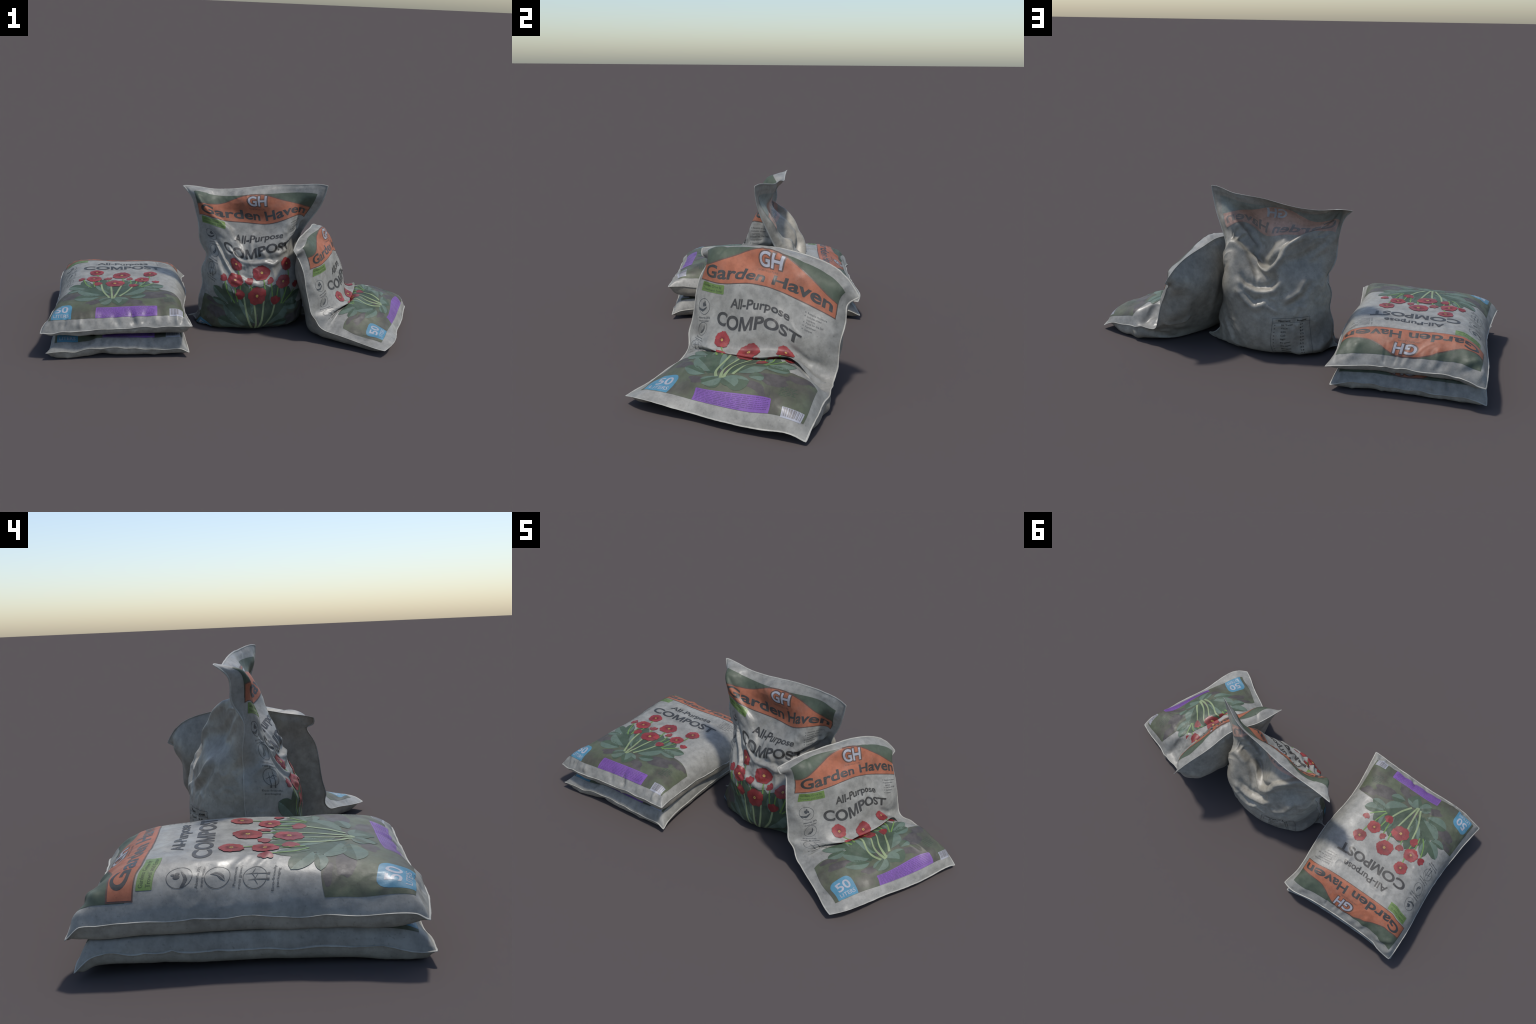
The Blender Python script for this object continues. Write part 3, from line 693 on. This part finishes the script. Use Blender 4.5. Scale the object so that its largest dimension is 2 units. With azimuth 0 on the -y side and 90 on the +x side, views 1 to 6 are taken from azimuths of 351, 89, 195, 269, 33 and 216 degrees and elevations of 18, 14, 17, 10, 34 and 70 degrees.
def rim(front, back):
    """Welded edge: a slim rounded bead swept round the bag where the films meet."""
    loop = [(0, i) for i in range(NS)]+[(j, NS) for j in range(NT)]+[(NT, i) for i in range(NS, 0, -1)]+[(j, 0) for j in range(NT, 0, -1)]
    J = np.array([a for a, b in loop]); I = np.array([b for a, b in loop])
    P = front.P[J, I]
    ji, ii = np.clip(J, 3, NT-3), np.clip(I, 3, NS-3)
    o = P-.5*(front.P[ji, ii]+back.P[ji, ii]); n = len(P)
    tan = np.roll(P, -1, 0)-np.roll(P, 1, 0); tan /= np.linalg.norm(tan, axis=1, keepdims=True)
    for _ in range(6): o = (np.roll(o, 1, 0)+o+np.roll(o, -1, 0))/3
    o -= tan*(o*tan).sum(1, keepdims=True); o /= np.linalg.norm(o, axis=1, keepdims=True)
    up = np.cross(o, tan)
    jit = .0012*np.convolve(np.tile(RNG.normal(size=n), 3), np.ones(7)/7, 'same')[n:2*n]
    k = 10; V = np.zeros((n, k, 3))
    for q in range(k):
        a = 2*np.pi*q/k
        V[:, q] = P+o*(.001+jit+.0034*math.cos(a))[:, None]+up*(.0012*math.sin(a))
    V[..., 2] = np.maximum(V[..., 2], .0)
    F = [(i*k+q, ((i+1) % n)*k+q, ((i+1) % n)*k+(q+1) % k, i*k+(q+1) % k) for i in range(n) for q in range(k)]
    return V.reshape(-1, 3), F

def lay(panel, parts, flip=False):
    V, F, idx, mats, N, n = [], [], [], [], [], 0
    for (v, f), m, layer in parts:
        p, nn = panel.sample(v[:, 0]/W, v[:, 1]/L, np.full(len(v), .0006+.00028*layer))
        if m not in mats: mats.append(m)
        V.append(p); N.append(nn); F += [tuple(i+n for i in (q[::-1] if flip else q)) for q in f]
        idx += [mats.index(m)]*len(f); n += len(v)
    return np.concatenate(V), F, mats, idx, np.concatenate(N)

def build_bag(kind, label, extra_back=()):
    front, back, direction = kind()
    keep_apart(front, back, direction); front.finish(); back.finish()
    base = np.array([*(.5*(front.P.reshape(-1, 3).min(0)+front.P.reshape(-1, 3).max(0)))[:2], min(front.P[..., 2].min(), back.P[..., 2].min())])
    root = bpy.data.objects.new('compost_bag', None); bpy.context.scene.collection.objects.link(root)
    root.location = base; root['label'] = label; root['category'] = 'compost bag'
    mesh_object('front_panel', front.P.reshape(-1, 3), grid_faces(False), ['white_film'], None, root, base)
    mesh_object('back_panel', back.P.reshape(-1, 3), grid_faces(True), ['back_film'], None, root, base)
    V, F = rim(front, back); mesh_object('welded_seam', V, F, ['weld'], None, root, base)
    for name, parts in ART:
        V, F, mats, idx, N = lay(front, parts); mesh_object(name, V, F, mats, idx, root, base, N)
    for name, parts in extra_back:
        V, F, mats, idx, N = lay(back, parts, True); mesh_object(name, V, F, mats, idx, root, base, N)

materials()
draw_artwork()
build_bag(upper_bag, 'full white compost bag with red flower print lying flat on another')
build_bag(lower_bag, 'full compost bag lying flat under a second bag')
build_bag(standing_bag, 'half-full compost bag standing upright with crumpled pinched top', ghost_artwork()+table_artwork())
build_bag(slumped_bag, 'compost bag folded like a seat, leaning on the standing one')
